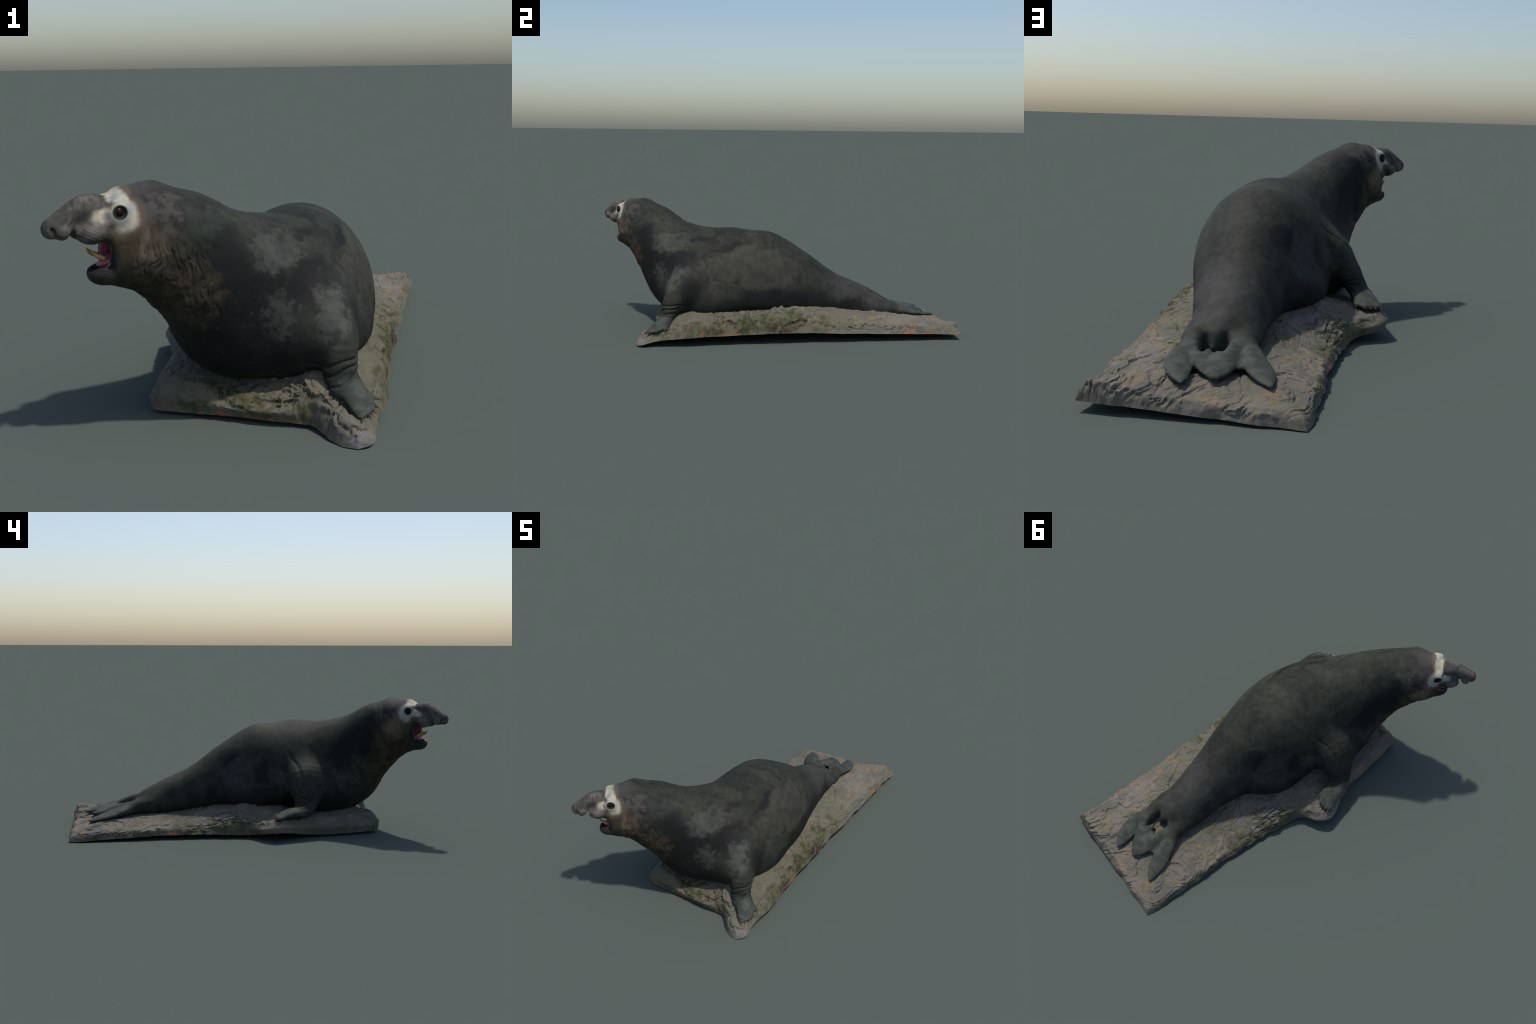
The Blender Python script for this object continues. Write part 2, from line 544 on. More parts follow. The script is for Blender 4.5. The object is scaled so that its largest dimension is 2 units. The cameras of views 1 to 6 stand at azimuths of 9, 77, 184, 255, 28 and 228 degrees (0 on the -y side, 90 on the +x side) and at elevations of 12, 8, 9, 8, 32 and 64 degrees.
def skin_material():
    n = Nodes('seal_skin')
    # warped coordinates give every patch a ragged edge
    nt = n.new('ShaderNodeTexNoise')
    n.put(nt.inputs['Vector'], n.co)
    nt.inputs['Scale'].default_value = 9
    nt.inputs['Detail'].default_value = 6
    nt.inputs['Roughness'].default_value = .65
    w = n.vmath('SUBTRACT', nt.outputs['Color'], (.5, .5, .5))
    w = n.vmath('MULTIPLY', w, (.17, .17, .17))
    n.warp = n.vmath('ADD', n.co, w)
    q = n.vmath('SUBTRACT', n.co, tuple(H0))
    wq = n.vmath('SUBTRACT', n.warp, tuple(H0))
    def in_head(v):
        c = n.new('ShaderNodeCombineXYZ')
        n.put(c.inputs[0], n.vmath('DOT_PRODUCT', v, tuple(HF)))
        n.put(c.inputs[1], n.math('ABSOLUTE', n.vmath('DOT_PRODUCT', v, tuple(HL))))
        n.put(c.inputs[2], n.vmath('DOT_PRODUCT', v, (0, 0, 1)))
        return c.outputs[0]
    hw_big = in_head(wq)
    hw = in_head(n.vmath('ADD', q, n.vmath('MULTIPLY', w, (.34, .34, .34))))
    grain = n.noise(34, 6, .68)
    fleck = n.noise(70, 5, .7)
    cloud = n.noise(6, 5, .6)
    speck = n.ramp(grain, .38, .62)

    def over(col, mask, paint, amount=1.0, broken=0.0):
        m = mask
        if broken:
            m = n.ramp(n.math('ADD', m, n.math('MULTIPLY', n.math('SUBTRACT', grain, .5), broken * 4.0)), .15, .95)
            m = n.math('MULTIPLY', m, n.ramp(mask, .02, .30))
        if amount != 1.0:
            m = n.math('MULTIPLY', m, amount)
        return n.mix(m, col, paint)

    DARK, GREY, OLIVE, BROWN = (.0110, .0110, .0115), (.056, .062, .054), (.045, .042, .026), (.060, .046, .030)
    col = n.mix(n.ramp(cloud, .35, .65), (.0190, .0215, .0170), (.0305, .0325, .0245))
    col = n.mix(n.math('MULTIPLY', speck, .22), col, (.048, .048, .040))
    # paler hindquarters and flank
    col = over(col, n.blob((.22, .42, .26), (.15, .22, .10), .5), (.050, .048, .045), .7)
    col = over(col, n.blob((.31, -.22, .40), (.13, .26, .14), .5), (.050, .048, .040), .6, .3)
    # dark areas with ragged edges
    for c, r, b in [((-.05, -.80, .50), (.095, .13, .115), .5), ((.03, -.74, .40), (.15, .12, .10), .5), ((.17, -.62, .44), (.11, .10, .055), .6), ((-.03, -.74, .24), (.20, .13, .14), .5),
                    ((.34, -.10, .21), (.12, .42, .085), .6), ((.30, -.57, .29), (.05, .07, .08), .5), ((.25, -.38, .52), (.045, .13, .028), .8), ((.15, -.50, .555), (.05, .06, .03), .8), ((.33, -.33, .33), (.04, .035, .018), .6),
                    ((-.29, -.56, .53), (.09, .12, .10), .4), ((-.26, -.48, .44), (.08, .08, .08), .4), ((-.15, -.07, .33), (.06, .042, .075), .3), ((-.13, .05, .175), (.16, .45, .075), .5), ((.0, .10, .42), (.06, .07, .04), .5), ((-.22, -.42, .18), (.12, .14, .08), .5),
                    ((.24, .30, .17), (.12, .16, .045), .8), ((-.33, -.66, .64), (.07, .07, .05), .4)]:
        col = over(col, n.blob(c, r, .6), DARK, .92, b)
    # pale patches
    for c, r, paint, b in [((.07, -.67, .53), (.095, .09, .055), GREY, .6), ((.235, -.64, .34), (.045, .07, .11), (.066, .072, .062), .5), ((.09, -.71, .34), (.05, .05, .07), (.050, .051, .048), .9), ((.18, -.62, .49), (.07, .07, .02), (.050, .058, .040), .7),
                           ((-.10, -.80, .635), (.085, .06, .035), (.030, .039, .034), 1.2), ((-.19, -.15, .29), (.06, .055, .07), (.042, .047, .046), .4), ((-.09, .06, .34), (.08, .09, .075), (.038, .043, .042), .5),
                           ((-.30, -.56, .33), (.06, .035, .09), (.052, .051, .050), .4), ((-.27, -.47, .29), (.06, .025, .06), (.045, .044, .044), .5), ((-.24, -.25, .27), (.06, .05, .05), (.036, .044, .046), .5)]:
        col = over(col, n.blob(c, r, .85), paint, .72, max(b, .6))
    col = n.mix(1.0, col, n.mix(n.ramp(n.noise(17, 6, .7), .3, .7), (.72, .72, .72), (1.22, 1.22, 1.20)), 'MULTIPLY')
    # brown throat and olive flecks on the breast
    for c, r in [((-.27, -.88, .52), (.115, .10, .15)), ((-.36, -.74, .50), (.10, .10, .17)), ((-.27, -.70, .36), (.09, .09, .12)), ((-.16, -.82, .42), (.09, .09, .10))]:
        col = over(col, n.blob(c, r, .45), n.mix(n.ramp(n.noise(22, 5, .6), .4, .6), (.026, .023, .015), BROWN), .85, .35)
    col = over(col, n.math('MULTIPLY', n.blob((-.02, -.72, .24), (.24, .16, .22), .4), n.ramp(fleck, .57, .66)), OLIVE, .7)
    # cheeks: mauve grey with dark clots, tan streaks
    ck = n.blob((-.105, .09, -.015), (.075, .09, .065), .5, hw_big)
    col = over(col, ck, n.mix(n.ramp(n.noise(26, 5, .65), .42, .58), (.030, .027, .027), (.080, .073, .066)), .8)
    tan = n.blob((-.055, .09, -.085), (.065, .06, .06), .5, hw_big)
    col = over(col, tan, n.mix(n.ramp(n.noise(20, 5, .6, stretch=(1, 1, .4)), .4, .6), (.070, .052, .034), (.150, .110, .080)), .9)
    crown = n.blob((-.075, .0, .07), (.05, .075, .05), .5, hw_big)
    col = over(col, crown, (.070, .066, .062), .6)
    # flippers: greenish grey
    for c, r in [((.315, -.75, .09), (.09, .09, .075)), ((-.35, -.16, .12), (.10, .11, .045)), ((.10, .78, .11), (.30, .17, .12))]:
        col = over(col, n.blob(c, r, .25), n.mix(n.ramp(n.noise(28, 4), .38, .62), (.040, .046, .039), (.068, .075, .064)), .9)
    # face: snout grey, tan rim, cream mask
    snout = n.blob((.11, 0, -.025), (.115, .09, .085), .12, hw)
    col = over(col, snout, n.mix(n.ramp(n.noise(30, 5, .6), .38, .62), (.058, .055, .048), (.125, .110, .098)), 1.0)
    def union(*m):
        r = m[0]
        for x in m[1:]:
            r = n.math('MAXIMUM', r, x)
        return r
    halo = union(n.blob((-.008, 0, .055), (.036, .10, .055), .25, hw), n.blob((-.014, .075, -.008), (.060, .05, .060), .22, hw))
    col = over(col, halo, (.150, .108, .074), .6)
    mask = union(n.blob((-.002, 0, .030), (.023, .13, .085), .30, hw), n.blob((-.010, .075, -.008), (.039, .05, .043), .30, hw), n.blob((.036, .058, -.012), (.040, .040, .020), .4, hw))
    cream = n.mix(n.ramp(n.noise(24, 4), .35, .65), (.30, .31, .28), (.50, .44, .32))
    col = over(col, mask, cream)
    # eye rim and lips
    rim = n.blob((.001, .078, .001), (.0205, .03, .0205), .12, in_head(q))
    col = over(col, rim, (.020, .019, .017))
    lips = n.math('MULTIPLY', n.blob((.052, .02, -.128), (.050, .075, .049), .18, hw), n.ramp(n.vmath('DOT_PRODUCT', n.vmath('SUBTRACT', q, tuple(-.078 * HU)), (0, 0, 1)), .004, -.006))
    col = over(col, lips, (.016, .016, .019), .92)
    n.bump(n.math('ADD', fleck, n.math('MULTIPLY', n.noise(160, 3), .4)), .12, .004)
    return n.out(col, .72, .16)

def flesh_material():
    n = Nodes('mouth_flesh')
    q = n.vmath('SUBTRACT', n.co, tuple(H0))
    f = n.vmath('DOT_PRODUCT', q, tuple(HF))
    u = n.vmath('DOT_PRODUCT', q, (0, 0, 1))
    ragged = n.math('MULTIPLY', n.math('SUBTRACT', n.noise(45, 4), .5), .03)
    pink = n.mix(n.ramp(n.noise(40, 3), .35, .65), (.30, .07, .12), (.50, .16, .23))
    pink = n.mix(n.ramp(u, -.103, -.085), pink, (.16, .025, .018))
    dark = n.math('MAXIMUM', n.ramp(n.math('ADD', f, ragged), .036, .052), n.ramp(n.math('ADD', u, ragged), -.146, -.162))
    return n.out(n.mix(dark, pink, (.014, .014, .018)), .4, .4)

def plain(name, col, rough=.5, spec=.4):
    n = Nodes(name)
    v = n.ramp(n.noise(60, 3), .3, .7)
    return n.out(n.mix(v, tuple(c * .75 for c in col), col), rough, spec)

SKIN = skin_material()
FLESH = flesh_material()
TONGUE = plain('tongue_pink', (.48, .15, .22), .4, .4)
IVORY = plain('tooth_ivory', (.45, .28, .07), .4)
CLAW = plain('claw_horn', (.07, .052, .035), .5)
EYE = plain('eye_brown', (.016, .009, .006), .4, .15)

def rock_material():
    n = Nodes('rock')
    nt = n.new('ShaderNodeTexNoise')
    n.put(nt.inputs['Vector'], n.co)
    nt.inputs['Scale'].default_value = 8
    nt.inputs['Detail'].default_value = 6
    nt.inputs['Roughness'].default_value = .65
    w = n.vmath('MULTIPLY', n.vmath('SUBTRACT', nt.outputs['Color'], (.5, .5, .5)), (.22, .22, .12))
    n.warp = n.vmath('ADD', n.co, w)
    grain = n.noise(30, 6, .65)
    def over(col, mask, paint, amount=1.0):
        return n.mix(n.math('MULTIPLY', mask, amount), col, paint)
    col = n.mix(n.ramp(n.noise(5, 5), .35, .65), (.112, .106, .084), (.172, .150, .118))
    col = over(col, n.ramp(n.noise(11, 5, .6, distort=.6), .55, .68), (.215, .155, .085), .75)
    col = over(col, n.ramp(n.noise(9, 5, .6, vec=n.vmath('ADD', n.co, (3, 1, 2))), .56, .70), (.150, .152, .155), .55)
    col = over(col, n.ramp(n.noise(14, 5, .6, vec=n.vmath('ADD', n.co, (7, 4, 2))), .58, .70), (.230, .180, .150), .6)
    # olive front and flank, paler and pinker behind
    for c, r in [((.40, -.28, .10), (.14, .52, .13)), ((.0, -.70, .06), (.35, .10, .08))]:
        col = over(col, n.blob(c, r, .35), n.mix(n.ramp(grain, .35, .65), (.078, .076, .050), (.128, .117, .080)), .7)
    # moss and algae
    moss = n.mix(n.ramp(grain, .4, .62), (.034, .039, .017), (.098, .094, .048))
    green = n.ramp(n.noise(7, 6, .68, vec=n.vmath('ADD', n.co, (1, 6, 3))), .40, .62)
    for c, r, a in [((.41, -.10, .10), (.085, .33, .075), 1.1), ((.40, -.45, .08), (.06, .22, .05), .8), ((.0, -.70, .06), (.24, .07, .06), 1.1), ((-.25, .25, .04), (.12, .35, .05), .9), ((.37, -.78, .04), (.05, .08, .05), .8), ((-.05, .35, .10), (.14, .2, .06), .5), ((-.22, .80, .02), (.08, .3, .04), .8)]:
        m = n.ramp(n.math('MULTIPLY', n.blob(c, r, .5), n.math('ADD', green, .15)), .12, .65)
        col = over(col, m, moss, min(1, .8 * a))
    col = over(col, n.math('MULTIPLY', n.ramp(n.noise(5, 5, .6, vec=n.vmath('ADD', n.co, (9, 2, 5))), .52, .7), .6), (.105, .115, .070))
    # lilac grey bloom on the near knob, rusty bare edge below
    col = over(col, n.math('MULTIPLY', n.blob((.33, -.85, .04), (.07, .06, .05), .4), n.ramp(grain, .45, .6)), (.165, .165, .195), .6)
    for c, r in [((.42, -.42, .058), (.05, .13, .020)), ((.455, .15, .062), (.05, .08, .020)), ((.49, .70, .045), (.05, .12, .014)), ((.0, -.735, .016), (.25, .03, .012)), ((-.20, .45, .022), (.05, .12, .014))]:
        col = over(col, n.ramp(n.math('MULTIPLY', n.blob(c, r, .5), n.ramp(grain, .40, .62)), .2, .8), (.300, .105, .045), .7)
    col = over(col, n.math('MULTIPLY', n.blob((.44, -.10, .08), (.04, .05, .03), .4), n.ramp(grain, .42, .55)), (.030, .010, .010), .85)
    n.bump(n.math('ADD', n.noise(60, 6, .65), n.math('MULTIPLY', n.noise(22, 4, .6, distort=1.5), 1.2)), .35, .006)
    return n.out(col, .85, .15)

ROCK = rock_material()

# ------------------------------------------------------------------ objects
def link(name, mesh, parent=None):
    o = bpy.data.objects.new(name, mesh)
    bpy.context.scene.collection.objects.link(o)
    if parent:
        o.parent = parent
    return o

root = link('elephant_seal_sculpture', None)
root.empty_display_size = .1
root['label'] = 'roaring dark grey elephant seal lying on layered rock slab'
root['category'] = 'animal sculpture'

def mesh_from(name, V, F, mat, smooth=True):
    me = bpy.data.meshes.new(name)
    me.from_pydata(V.tolist() if hasattr(V, 'tolist') else V, [], F.tolist() if hasattr(F, 'tolist') else F)
    me.materials.append(mat)
    if smooth:
        me.polygons.foreach_set('use_smooth', [True] * len(me.polygons))
    me.update()
    return me

def body_region():
    c = BODY_V[BODY_Q].mean(1)
    f, l, u = to_head(c)
    reg = np.zeros(len(c), int)                                        # 0 torso
    neck = (c[:, 1] < -.42) & ((c - np.array([-.06, -.56, .46])) @ unit([-.42, -.52, .62]) > 0)
    reg[neck] = 1
    reg[(f > -.15) & (u > -.30 - .4 * f)] = 2                          # head
    reg[(f > .028) & (u > -.10) & (u > -.02 - .62 * (f - .05))] = 3    # trunk
    inside = (f > -.08) & (f < .075) & (np.abs(l) < .052) & (u < -.080) & (u > -.165)
    nrm = NORM[BODY_Q].mean(1)
    toward = (c - head(.02, 0, -.116))
    facing = (nrm * -toward).sum(1) > .002
    reg[(f > -.01) & (u < -.125 - .3 * f) & (u > -.24)] = 4            # lower jaw
    reg[inside & facing] = 5
    a = (c - np.array([.245, -.615, .30])) @ unit([.35, -.45, -.82])
    reg[(a > 0) & (c[:, 0] > .17 + .25 * np.clip(c[:, 2] - .2, 0, 1)) & (c[:, 1] < -.58)] = 6
    a = (c - np.array([-.235, -.27, .30])) @ unit([-.5, .05, -.85])
    reg[(a > 0) & (c[:, 0] < -.22 - .12 * np.clip(c[:, 2] - .2, 0, 1)) & (c[:, 1] < -.04)] = 7
    reg[(c[:, 1] > .60) & (c[:, 0] > .152)] = 8
    reg[(c[:, 1] > .60) & (c[:, 0] <= .152)] = 9
    reg[(np.abs(c[:, 0] - .160) < .022) & (c[:, 1] > .555) & (c[:, 1] < .66)] = 10
    return reg

REG = body_region()
NAMES = ['torso', 'neck', 'head', 'proboscis', 'lower_jaw', 'mouth_lining', 'fore_flipper', 'fore_flipper', 'hind_flipper', 'hind_flipper', 'tail']
PART = {}
for r, nm in enumerate(NAMES):
    Fq = BODY_Q[REG == r]
    if not len(Fq):
        continue
    used, inv = np.unique(Fq, return_inverse=True)
    me = mesh_from(nm, BODY_V[used], inv.reshape(-1, 4), FLESH if r == 5 else SKIN)
    me.normals_split_custom_set_from_vertices(NORM[used].tolist())
    par = root if r not in (3, 4, 5) else PART[2]
    PART[r] = link(nm, me, par)

# ---- eyes, teeth, claws
def ball_mesh(name, mat, seg=24):
    me = bpy.data.meshes.new(name)
    bm = bmesh.new()
    bmesh.ops.create_uvsphere(bm, u_segments=seg, v_segments=seg // 2, radius=1)
    for fc in bm.faces:
        fc.smooth = True
    bm.to_mesh(me)
    bm.free()
    me.materials.append(mat)
    return me

eye_me = ball_mesh('eye', EYE)
for s in (1, -1):
    o = link('eye', eye_me, PART[2])
    o.location = head(.001, s * .0615, .001)
    o.scale = (.017, .017, .017)

def horn_mesh(name, pts, radii, mat, seg=14, flat=1.0):
    """Tapering curved spike through pts."""
    P = catmull(np.hstack([np.asarray(pts, float), np.asarray(radii, float)[:, None]]), 12)
    t = np.gradient(P[:, :3], axis=0)
    V, F = [], []
    for i in range(len(P)):
        T = unit(t[i])
        a = unit(np.cross(T, [.3, .2, .9]))
        b = np.cross(T, a)
        for j in range(seg):
            th = 2 * math.pi * j / seg
            V.append(P[i, :3] + max(P[i, 3], .0003) * (math.cos(th) * a + flat * math.sin(th) * b))
    for i in range(len(P) - 1):
        for j in range(seg):
            k = (j + 1) % seg
            F.append((i * seg + j, i * seg + k, (i + 1) * seg + k, (i + 1) * seg + j))
    F.append(tuple(range(seg))[::-1])
    F.append(tuple((len(P) - 1) * seg + j for j in range(seg)))
    me = bpy.data.meshes.new(name)
    me.from_pydata([tuple(v) for v in V], [], F)
    me.materials.append(mat)
    me.polygons.foreach_set('use_smooth', [True] * len(me.polygons))
    return me

for s in (1, -1):
    o = link('canine_tooth', horn_mesh('canine_tooth', [head(.034, s * .026, -.132), head(.050, s * .025, -.125), head(.062, s * .023, -.117), head(.070, s * .019, -.106)], [.0068, .0072, .0056, .0012], IVORY), PART[2])

def small_teeth():
    for s in (1, -1):
        for j, fz in enumerate((-.012, .000, .012, .024)):
            p = head(fz, s * (.034 - .002 * j), -.138 - .003 * j)
            link('cheek_tooth', horn_mesh('cheek_tooth', [p, p + HU * .006, p + HU * .010], [.0035, .003, .0006], IVORY, 8), PART[2])

small_teeth()
tongue_rows = [(-.04, -.134, .026, .013), (-.01, -.136, .028, .014), (.02, -.143, .024, .013), (.040, -.150, .014, .010), (.050, -.153, .003, .003)]

def tongue_mesh():
    P = catmull(np.array(tongue_rows), 16)
    Vt, Ft, seg = [], [], 20
    for f0, u0, w0, h0 in P:
        for j in range(seg):
            th = 2 * math.pi * j / seg
            Vt.append(tuple(head(f0, w0 * math.cos(th), u0 + h0 * math.sin(th) - .004 * math.exp(-(w0 * math.cos(th) / .005) ** 2) * (math.sin(th) > 0))))
    for i in range(len(P) - 1):
        for j in range(seg):
            k = (j + 1) % seg
            Ft.append((i * seg + j, i * seg + k, (i + 1) * seg + k, (i + 1) * seg + j))
    Ft.append(tuple(range(seg)))
    Ft.append(tuple((len(P) - 1) * seg + j for j in range(seg))[::-1])
    return mesh_from('tongue', Vt, Ft, TONGUE)

link('tongue', tongue_mesh(), PART[2])

def claws():
    for part, rootp, ends, up in [(6, (.278, -.700, .124), R_ENDS, (.0, .0, 1)), (7, (-.330, -.235, .140), L_ENDS, (0, 0, 1))]:
        for e in ends:
            d = unit(np.asarray(e) - np.asarray(rootp))
            d = unit(d * np.array([1, 1, .3]))
            p = np.asarray(e) + d * .008
            link('claw', horn_mesh('claw', [p, p + d * .007 + np.array([0, 0, .001]), p + d * .014 - np.array([0, 0, .003])], [.0036, .0030, .0006], CLAW, 10), PART[part])

claws()

# ------------------------------------------------------------------ rock slab
LEFT = [(-.318, -.676), (-.328, -.600), (-.335, -.450), (-.340, -.320), (-.370, -.200), (-.424, -.085), (-.390, -.028), (-.292, .045), (-.256, .200), (-.243, .300), (-.205, .520), (-.190, .750), (-.172, .900), (-.150, .998)]
RIGHT = [(.325, -.868), (.366, -.840), (.380, -.760), (.402, -.620), (.412, -.450), (.422, -.270), (.435, -.100), (.450, .100), (.465, .250), (.476, .420), (.492, .640), (.512, .830), (.524, .926)]
FRONT = [(-.318, -.676), (-.150, -.706), (.030, -.728), (.150, -.744), (.212, -.775), (.258, -.832), (.285, -.860), (.325, -.868)]
REAR = [(-.150, .998), (.020, .982), (.200, .962), (.380, .943), (.524, .926)]
BASE = [(-.325, -.68, .010), (-.06, -.72, .014), (.20, -.75, .012), (.32, -.86, .0), (.37, -.76, .03), (.40, -.56, .048), (.42, -.30, .054), (.43, -.12, .060), (.45, .12, .055), (.475, .40, .046), (.50, .70, .038), (.524, .926, .031),
        (.30, .95, .022), (.05, .98, .008), (-.15, .998, .0), (-.19, .75, .012), (-.25, .28, .022), (-.30, .05, .018), (-.42, -.08, .048), (-.35, -.33, .010), (.05, .1, .03)]
TOP = [(-.325, -.68, .095), (-.25, -.64, .115), (-.15, -.64, .108), (0, -.63, .098), (0, -.70, .075), (.10, -.64, .112), (.17, -.66, .150), (.12, -.71, .095), (.205, -.72, .130), (.25, -.78, .092), (.30, -.83, .068), (.335, -.85, .055), (.365, -.80, .070), (.30, -.74, .085),
       (.34, -.66, .130), (.25, -.58, .165), (.38, -.62, .115), (.37, -.45, .150), (.26, -.45, .188), (.405, -.42, .115), (.28, -.28, .195), (.37, -.25, .160), (.415, -.22, .120), (.29, -.07, .206), (.38, -.06, .165), (.43, -.04, .115),
       (.28, .10, .185), (.38, .12, .155), (.445, .15, .105), (.27, .28, .158), (.39, .30, .130), (.46, .34, .090), (.26, .48, .135), (.38, .50, .118), (.475, .55, .080), (.24, .70, .092), (.31, .68, .112), (.38, .70, .105), (.495, .75, .070), (.24, .84, .078), (.30, .84, .092), (.38, .86, .088), (.470, .86, .075), (.505, .905, .088),
       (.12, .84, .078), (.0, .86, .070), (-.10, .90, .056), (-.14, .96, .034), (.1, .93, .052), (.3, .91, .060), (.05, .68, .088), (-.03, .65, .084), (-.08, .75, .080), (-.16, .72, .046), (.0, .50, .100), (-.10, .50, .085), (-.18, .50, .052), (-.03, .30, .105), (-.10, .30, .090), (-.18, .30, .064), (-.23, .22, .060), (-.06, .18, .135),
       (-.13, .04, .172), (-.20, .05, .150), (-.27, .04, .080), (-.10, -.15, .150), (-.16, -.10, .150), (-.25, -.10, .120), (-.34, -.13, .105), (-.40, -.07, .104), (-.20, -.25, .118), (-.28, -.25, .115), (-.34, -.27, .100), (-.22, -.42, .122), (-.30, -.42, .105), (-.27, -.55, .122), (-.32, -.58, .090), (0, -.4, .12), (.05, -.1, .14), (.07, .3, .12)]

def thin_plate(C):
    C = np.asarray(C, float)
    P, z = C[:, :2], C[:, 2]
    def ker(r2):
        return r2 * np.log(r2 + 1e-9)
    n = len(P)
    K = ker(((P[:, None] - P[None]) ** 2).sum(-1)) + np.eye(n) * .002
    A = np.zeros((n + 3, n + 3))
    A[:n, :n] = K
    A[:n, n:] = np.hstack([np.ones((n, 1)), P])
    A[n:, :n] = A[:n, n:].T
    w = np.linalg.solve(A, np.concatenate([z, np.zeros(3)]))
    def fn(X):
        out = np.empty(len(X))
        for a in range(0, len(X), 20000):
            x = X[a:a + 20000]
            out[a:a + 20000] = ker(((x[:, None] - P[None]) ** 2).sum(-1)) @ w[:n] + w[n] + x @ w[n + 1:]
        return out
    return fn

def resample(pts, m):
    P = catmull(np.asarray(pts, float), 600)
    s = np.concatenate([[0], np.cumsum(np.linalg.norm(np.diff(P, axis=0), axis=1))])
    t = np.linspace(0, s[-1], m)
    return np.stack([np.interp(t, s, P[:, k]) for k in range(2)], 1)

def build_rock():
    NU, NV = 320, 620
    Lc, Rc, Fc, Bc = resample(LEFT, NV), resample(RIGHT, NV), resample(FRONT, NU), resample(REAR, NU)
    uu = np.linspace(0, 1, NU)[None, :, None]
    vv = np.linspace(0, 1, NV)[:, None, None]
    G = (1 - uu) * Lc[:, None] + uu * Rc[:, None] + (1 - vv) * Fc[None] + vv * Bc[None] \
        - ((1 - uu) * (1 - vv) * Lc[0] + uu * (1 - vv) * Rc[0] + (1 - uu) * vv * Lc[-1] + uu * vv * Rc[-1])
    G = G.reshape(-1, 2)
    rim = np.vstack([Lc, Bc, Rc[::-1], Fc[::-1]])
    d = np.empty(len(G))
    for a in range(0, len(G), 4000):
        g = G[a:a + 4000]
        d[a:a + 4000] = np.sqrt(np.maximum((g ** 2).sum(1)[:, None] - 2 * g @ rim.T + (rim ** 2).sum(1)[None], 0).min(1))
    G3 = np.column_stack([G, np.zeros(len(G))])
    rag = np.stack([fbm(G3 * 13, 3, 101), fbm(G3 * 13, 3, 111)], 1)
    base, top = thin_plate(BASE)(G), thin_plate(TOP)(G)
    G = G + rag * (.012 * smoothstep(.06, 0, d))[:, None] * np.array([1, .7])
    base = np.maximum(base, 0.0)
    prof = np.clip(d / .030, 0, 1)
    prof = (1 - (1 - prof) ** 2.2)
    edge_in = np.clip(d - .002, 0, 1)
    z = base + np.maximum(top - base, .02) * prof
    T = np.column_stack([G, z])
    ids = np.arange(len(G)).reshape(NV, NU)
    Fq = np.stack([ids[:-1, :-1], ids[:-1, 1:], ids[1:, 1:], ids[1:, :-1]], -1).reshape(-1, 4)
    N = normals_of(T, Fq)
    if N[:, 2].mean() < 0:
        Fq = Fq[:, ::-1]
        N = -N
    # the sides bulge out over their foot
    side = smoothstep(-.15, -.25, G[:, 0]) * smoothstep(.1, -.05, G[:, 1]) + smoothstep(-.60, -.66, G[:, 1]) * smoothstep(.2, .1, G[:, 0])
    T[:, :2] += N[:, :2] * (.020 * np.clip(side, 0, 1) * np.exp(-((prof - .5) / .3) ** 2))[:, None]
    w = smoothstep(0, .02, d)
    disp = rock_relief(T, N) * (.15 + .85 * w)
    T = T + N * disp[:, None]
    T[:, 2] = np.maximum(T[:, 2], base)
    bot = np.column_stack([G, base - 0.0 + smoothstep(.0, .05, d) * .012])
    bot[:, 2] = np.minimum(bot[:, 2], T[:, 2] - .004 * (d > .004))
    border = d < 1e-9
    rimids = np.concatenate([ids[0, :-1], ids[:-1, -1], ids[-1, :0:-1], ids[:0:-1, 0]])
    Vall = np.vstack([T, bot])
    off = len(T)
    Fb = Fq[:, ::-1] + off
    nxt = np.roll(rimids, -1)
    wall = np.stack([rimids, rimids + off, nxt + off, nxt], 1)
    me = mesh_from('rock_slab', Vall, np.vstack([Fq, Fb, wall]), ROCK)
    bm = bmesh.new()
    bm.from_mesh(me)
    bmesh.ops.remove_doubles(bm, verts=bm.verts, dist=1e-5)
    bmesh.ops.recalc_face_normals(bm, faces=bm.faces)
    bm.to_mesh(me)
    bm.free()
    me.set_sharp_from_angle(angle=math.radians(55))
    return link('rock_slab', me, root)

def flakes(p, seed):
    """Broken plates: every cell is a tilted facet, so cell borders become ledges."""
    i0 = np.floor(p).astype(np.int64)
    best = np.full(len(p), 9.0)
    second = np.full(len(p), 9.0)
    val = np.zeros(len(p))
    for dx in (-1, 0, 1):
        for dy in (-1, 0, 1):
            for dz in (-1, 0, 1):
                c = i0 + np.array([dx, dy, dz])
                r = [_hash(c[:, 0], c[:, 1], c[:, 2], seed + k) for k in range(6)]
                ctr = c + .5 + .45 * np.stack(r[:3], 1)
                q = p - ctr
                d = (q * q).sum(1)
                v = r[3] * .5 + q[:, 0] * r[4] + q[:, 1] * r[5]
                m = d < best
                second = np.where(m, best, np.minimum(second, d))
                val = np.where(m, v, val)
                best = np.where(m, d, best)
    return val, np.sqrt(second) - np.sqrt(best)

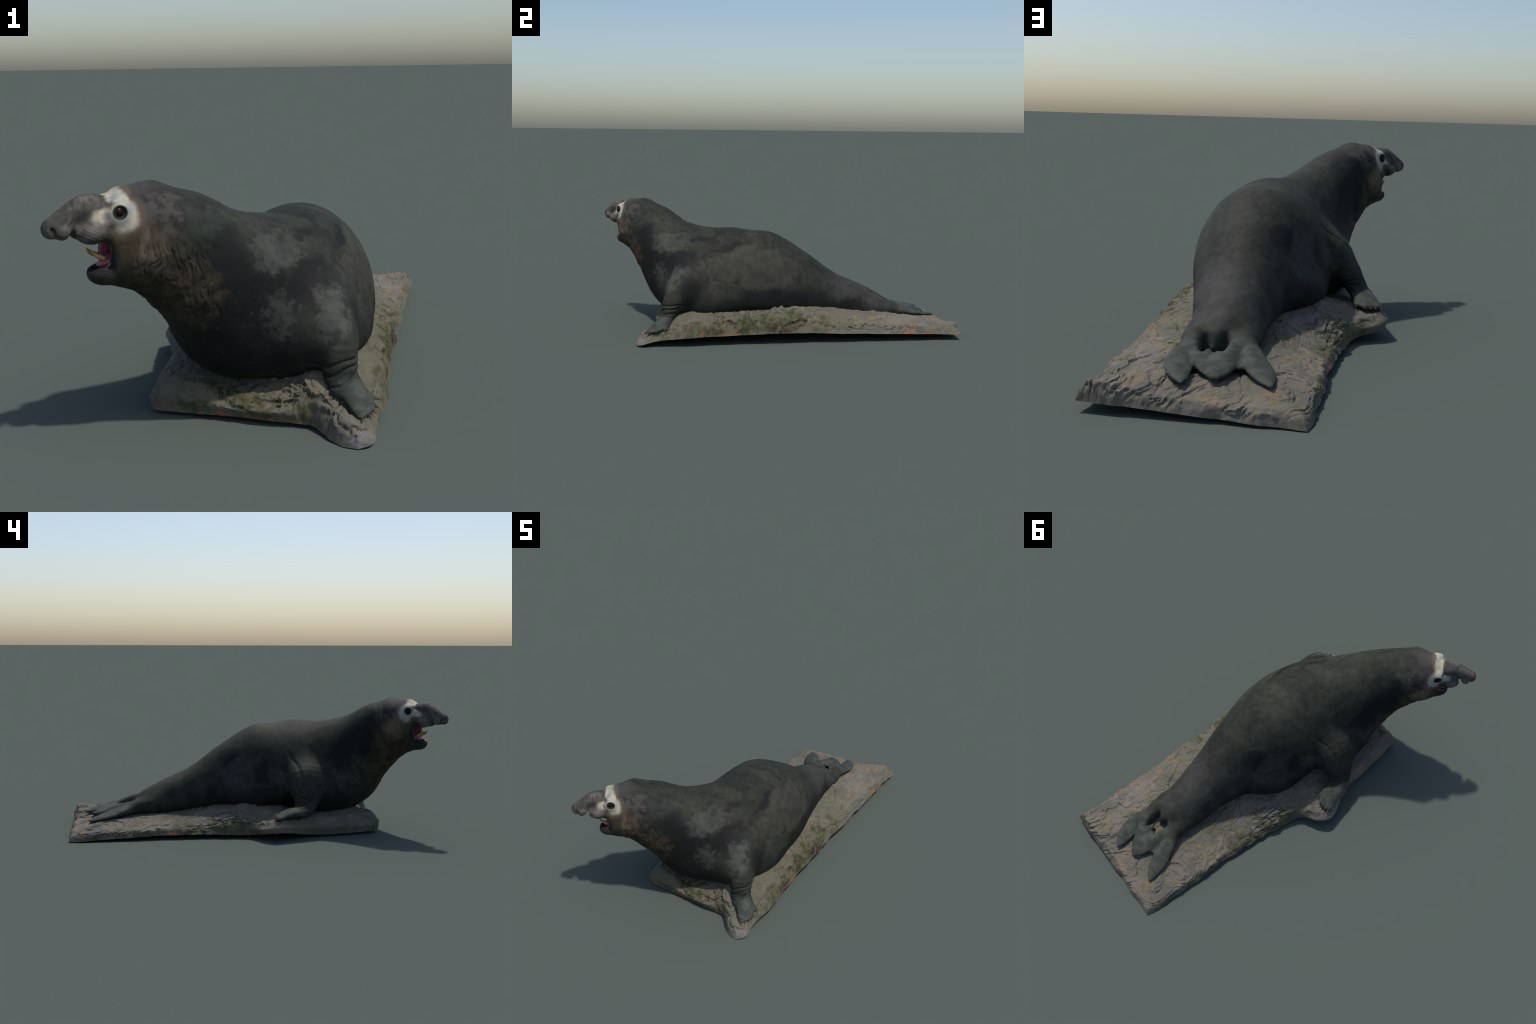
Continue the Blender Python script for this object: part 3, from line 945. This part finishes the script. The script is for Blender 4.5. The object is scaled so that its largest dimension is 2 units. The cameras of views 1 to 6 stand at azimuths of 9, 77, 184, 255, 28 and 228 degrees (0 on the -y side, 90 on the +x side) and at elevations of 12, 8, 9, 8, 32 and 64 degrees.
def rock_relief(P, N):
    warp = np.stack([fbm(P * 5.5, 4, 31), fbm(P * 5.5, 4, 41), fbm(P * 5.5, 4, 51)], 1)
    steep = smoothstep(.97, .80, N[:, 2])
    where = fbm(P * 4, 2, 61)
    q = P + warp * .10
    # broken plates with curved borders
    v, gap = flakes(q * np.array([10, 7, 12]), 3)
    d = .0058 * np.clip(v, -1, 1) - .0045 * smoothstep(.09, .0, gap) * smoothstep(.0, .35, where)
    v, gap = flakes((P + warp * .06) * np.array([21, 14, 26]) + 5, 13)
    d += .0030 * np.clip(v, -1, 1) - .0030 * smoothstep(.12, .0, gap) * smoothstep(.05, .35, fbm(P * 6, 2, 64))
    # furrows that run along the slab and wander
    g = np.stack([.8 * q[:, 0] - .25 * q[:, 1], .25 * q[:, 0] + .9 * q[:, 1], q[:, 2]], 1)
    r = 1 - np.abs(fbm(g * np.array([30, 7, 34]), 3, 71)) * 3.2
    d -= np.clip(r, 0, 1) ** 2 * (.0055 + .0055 * steep) * smoothstep(-.25, .25, fbm(P * 5, 2, 66))
    # broken ledges on the flanks
    t = (q[:, 2] * 1.1 + .20 * q[:, 0] + .10 * q[:, 1] + .03 * warp[:, 0]) * 48
    saw = t - np.floor(t)
    d += smoothstep(0, .3, saw) * (1 - saw) * (.0030 + .0080 * steep) * smoothstep(-.05, .40, fbm(P * np.array([7, 5, 14]), 3, 68))
    # the sunny flank is combed with slanting ridges
    flank = smoothstep(.27, .36, P[:, 0]) * smoothstep(.34, .20, P[:, 1]) + smoothstep(-.62, -.68, P[:, 1]) * smoothstep(.3, .2, P[:, 0])
    g = np.stack([q[:, 0] * .3, q[:, 1] * 1.0 - q[:, 0] * .5, q[:, 2] * 1.0 + q[:, 0] * .35 - q[:, 1] * .22], 1)
    r = fbm(g * np.array([10, 7, 46]), 3, 73)
    d += np.clip(flank, 0, 1) * (.007 * np.clip(r * 1.8, -1, 1) - .006 * np.clip(1 - np.abs(r) * 5, 0, 1) ** 2)
    d += .009 * fbm(P * 8, 4, 81) + .0024 * fbm(P * 42, 3, 91)
    return d

build_rock()
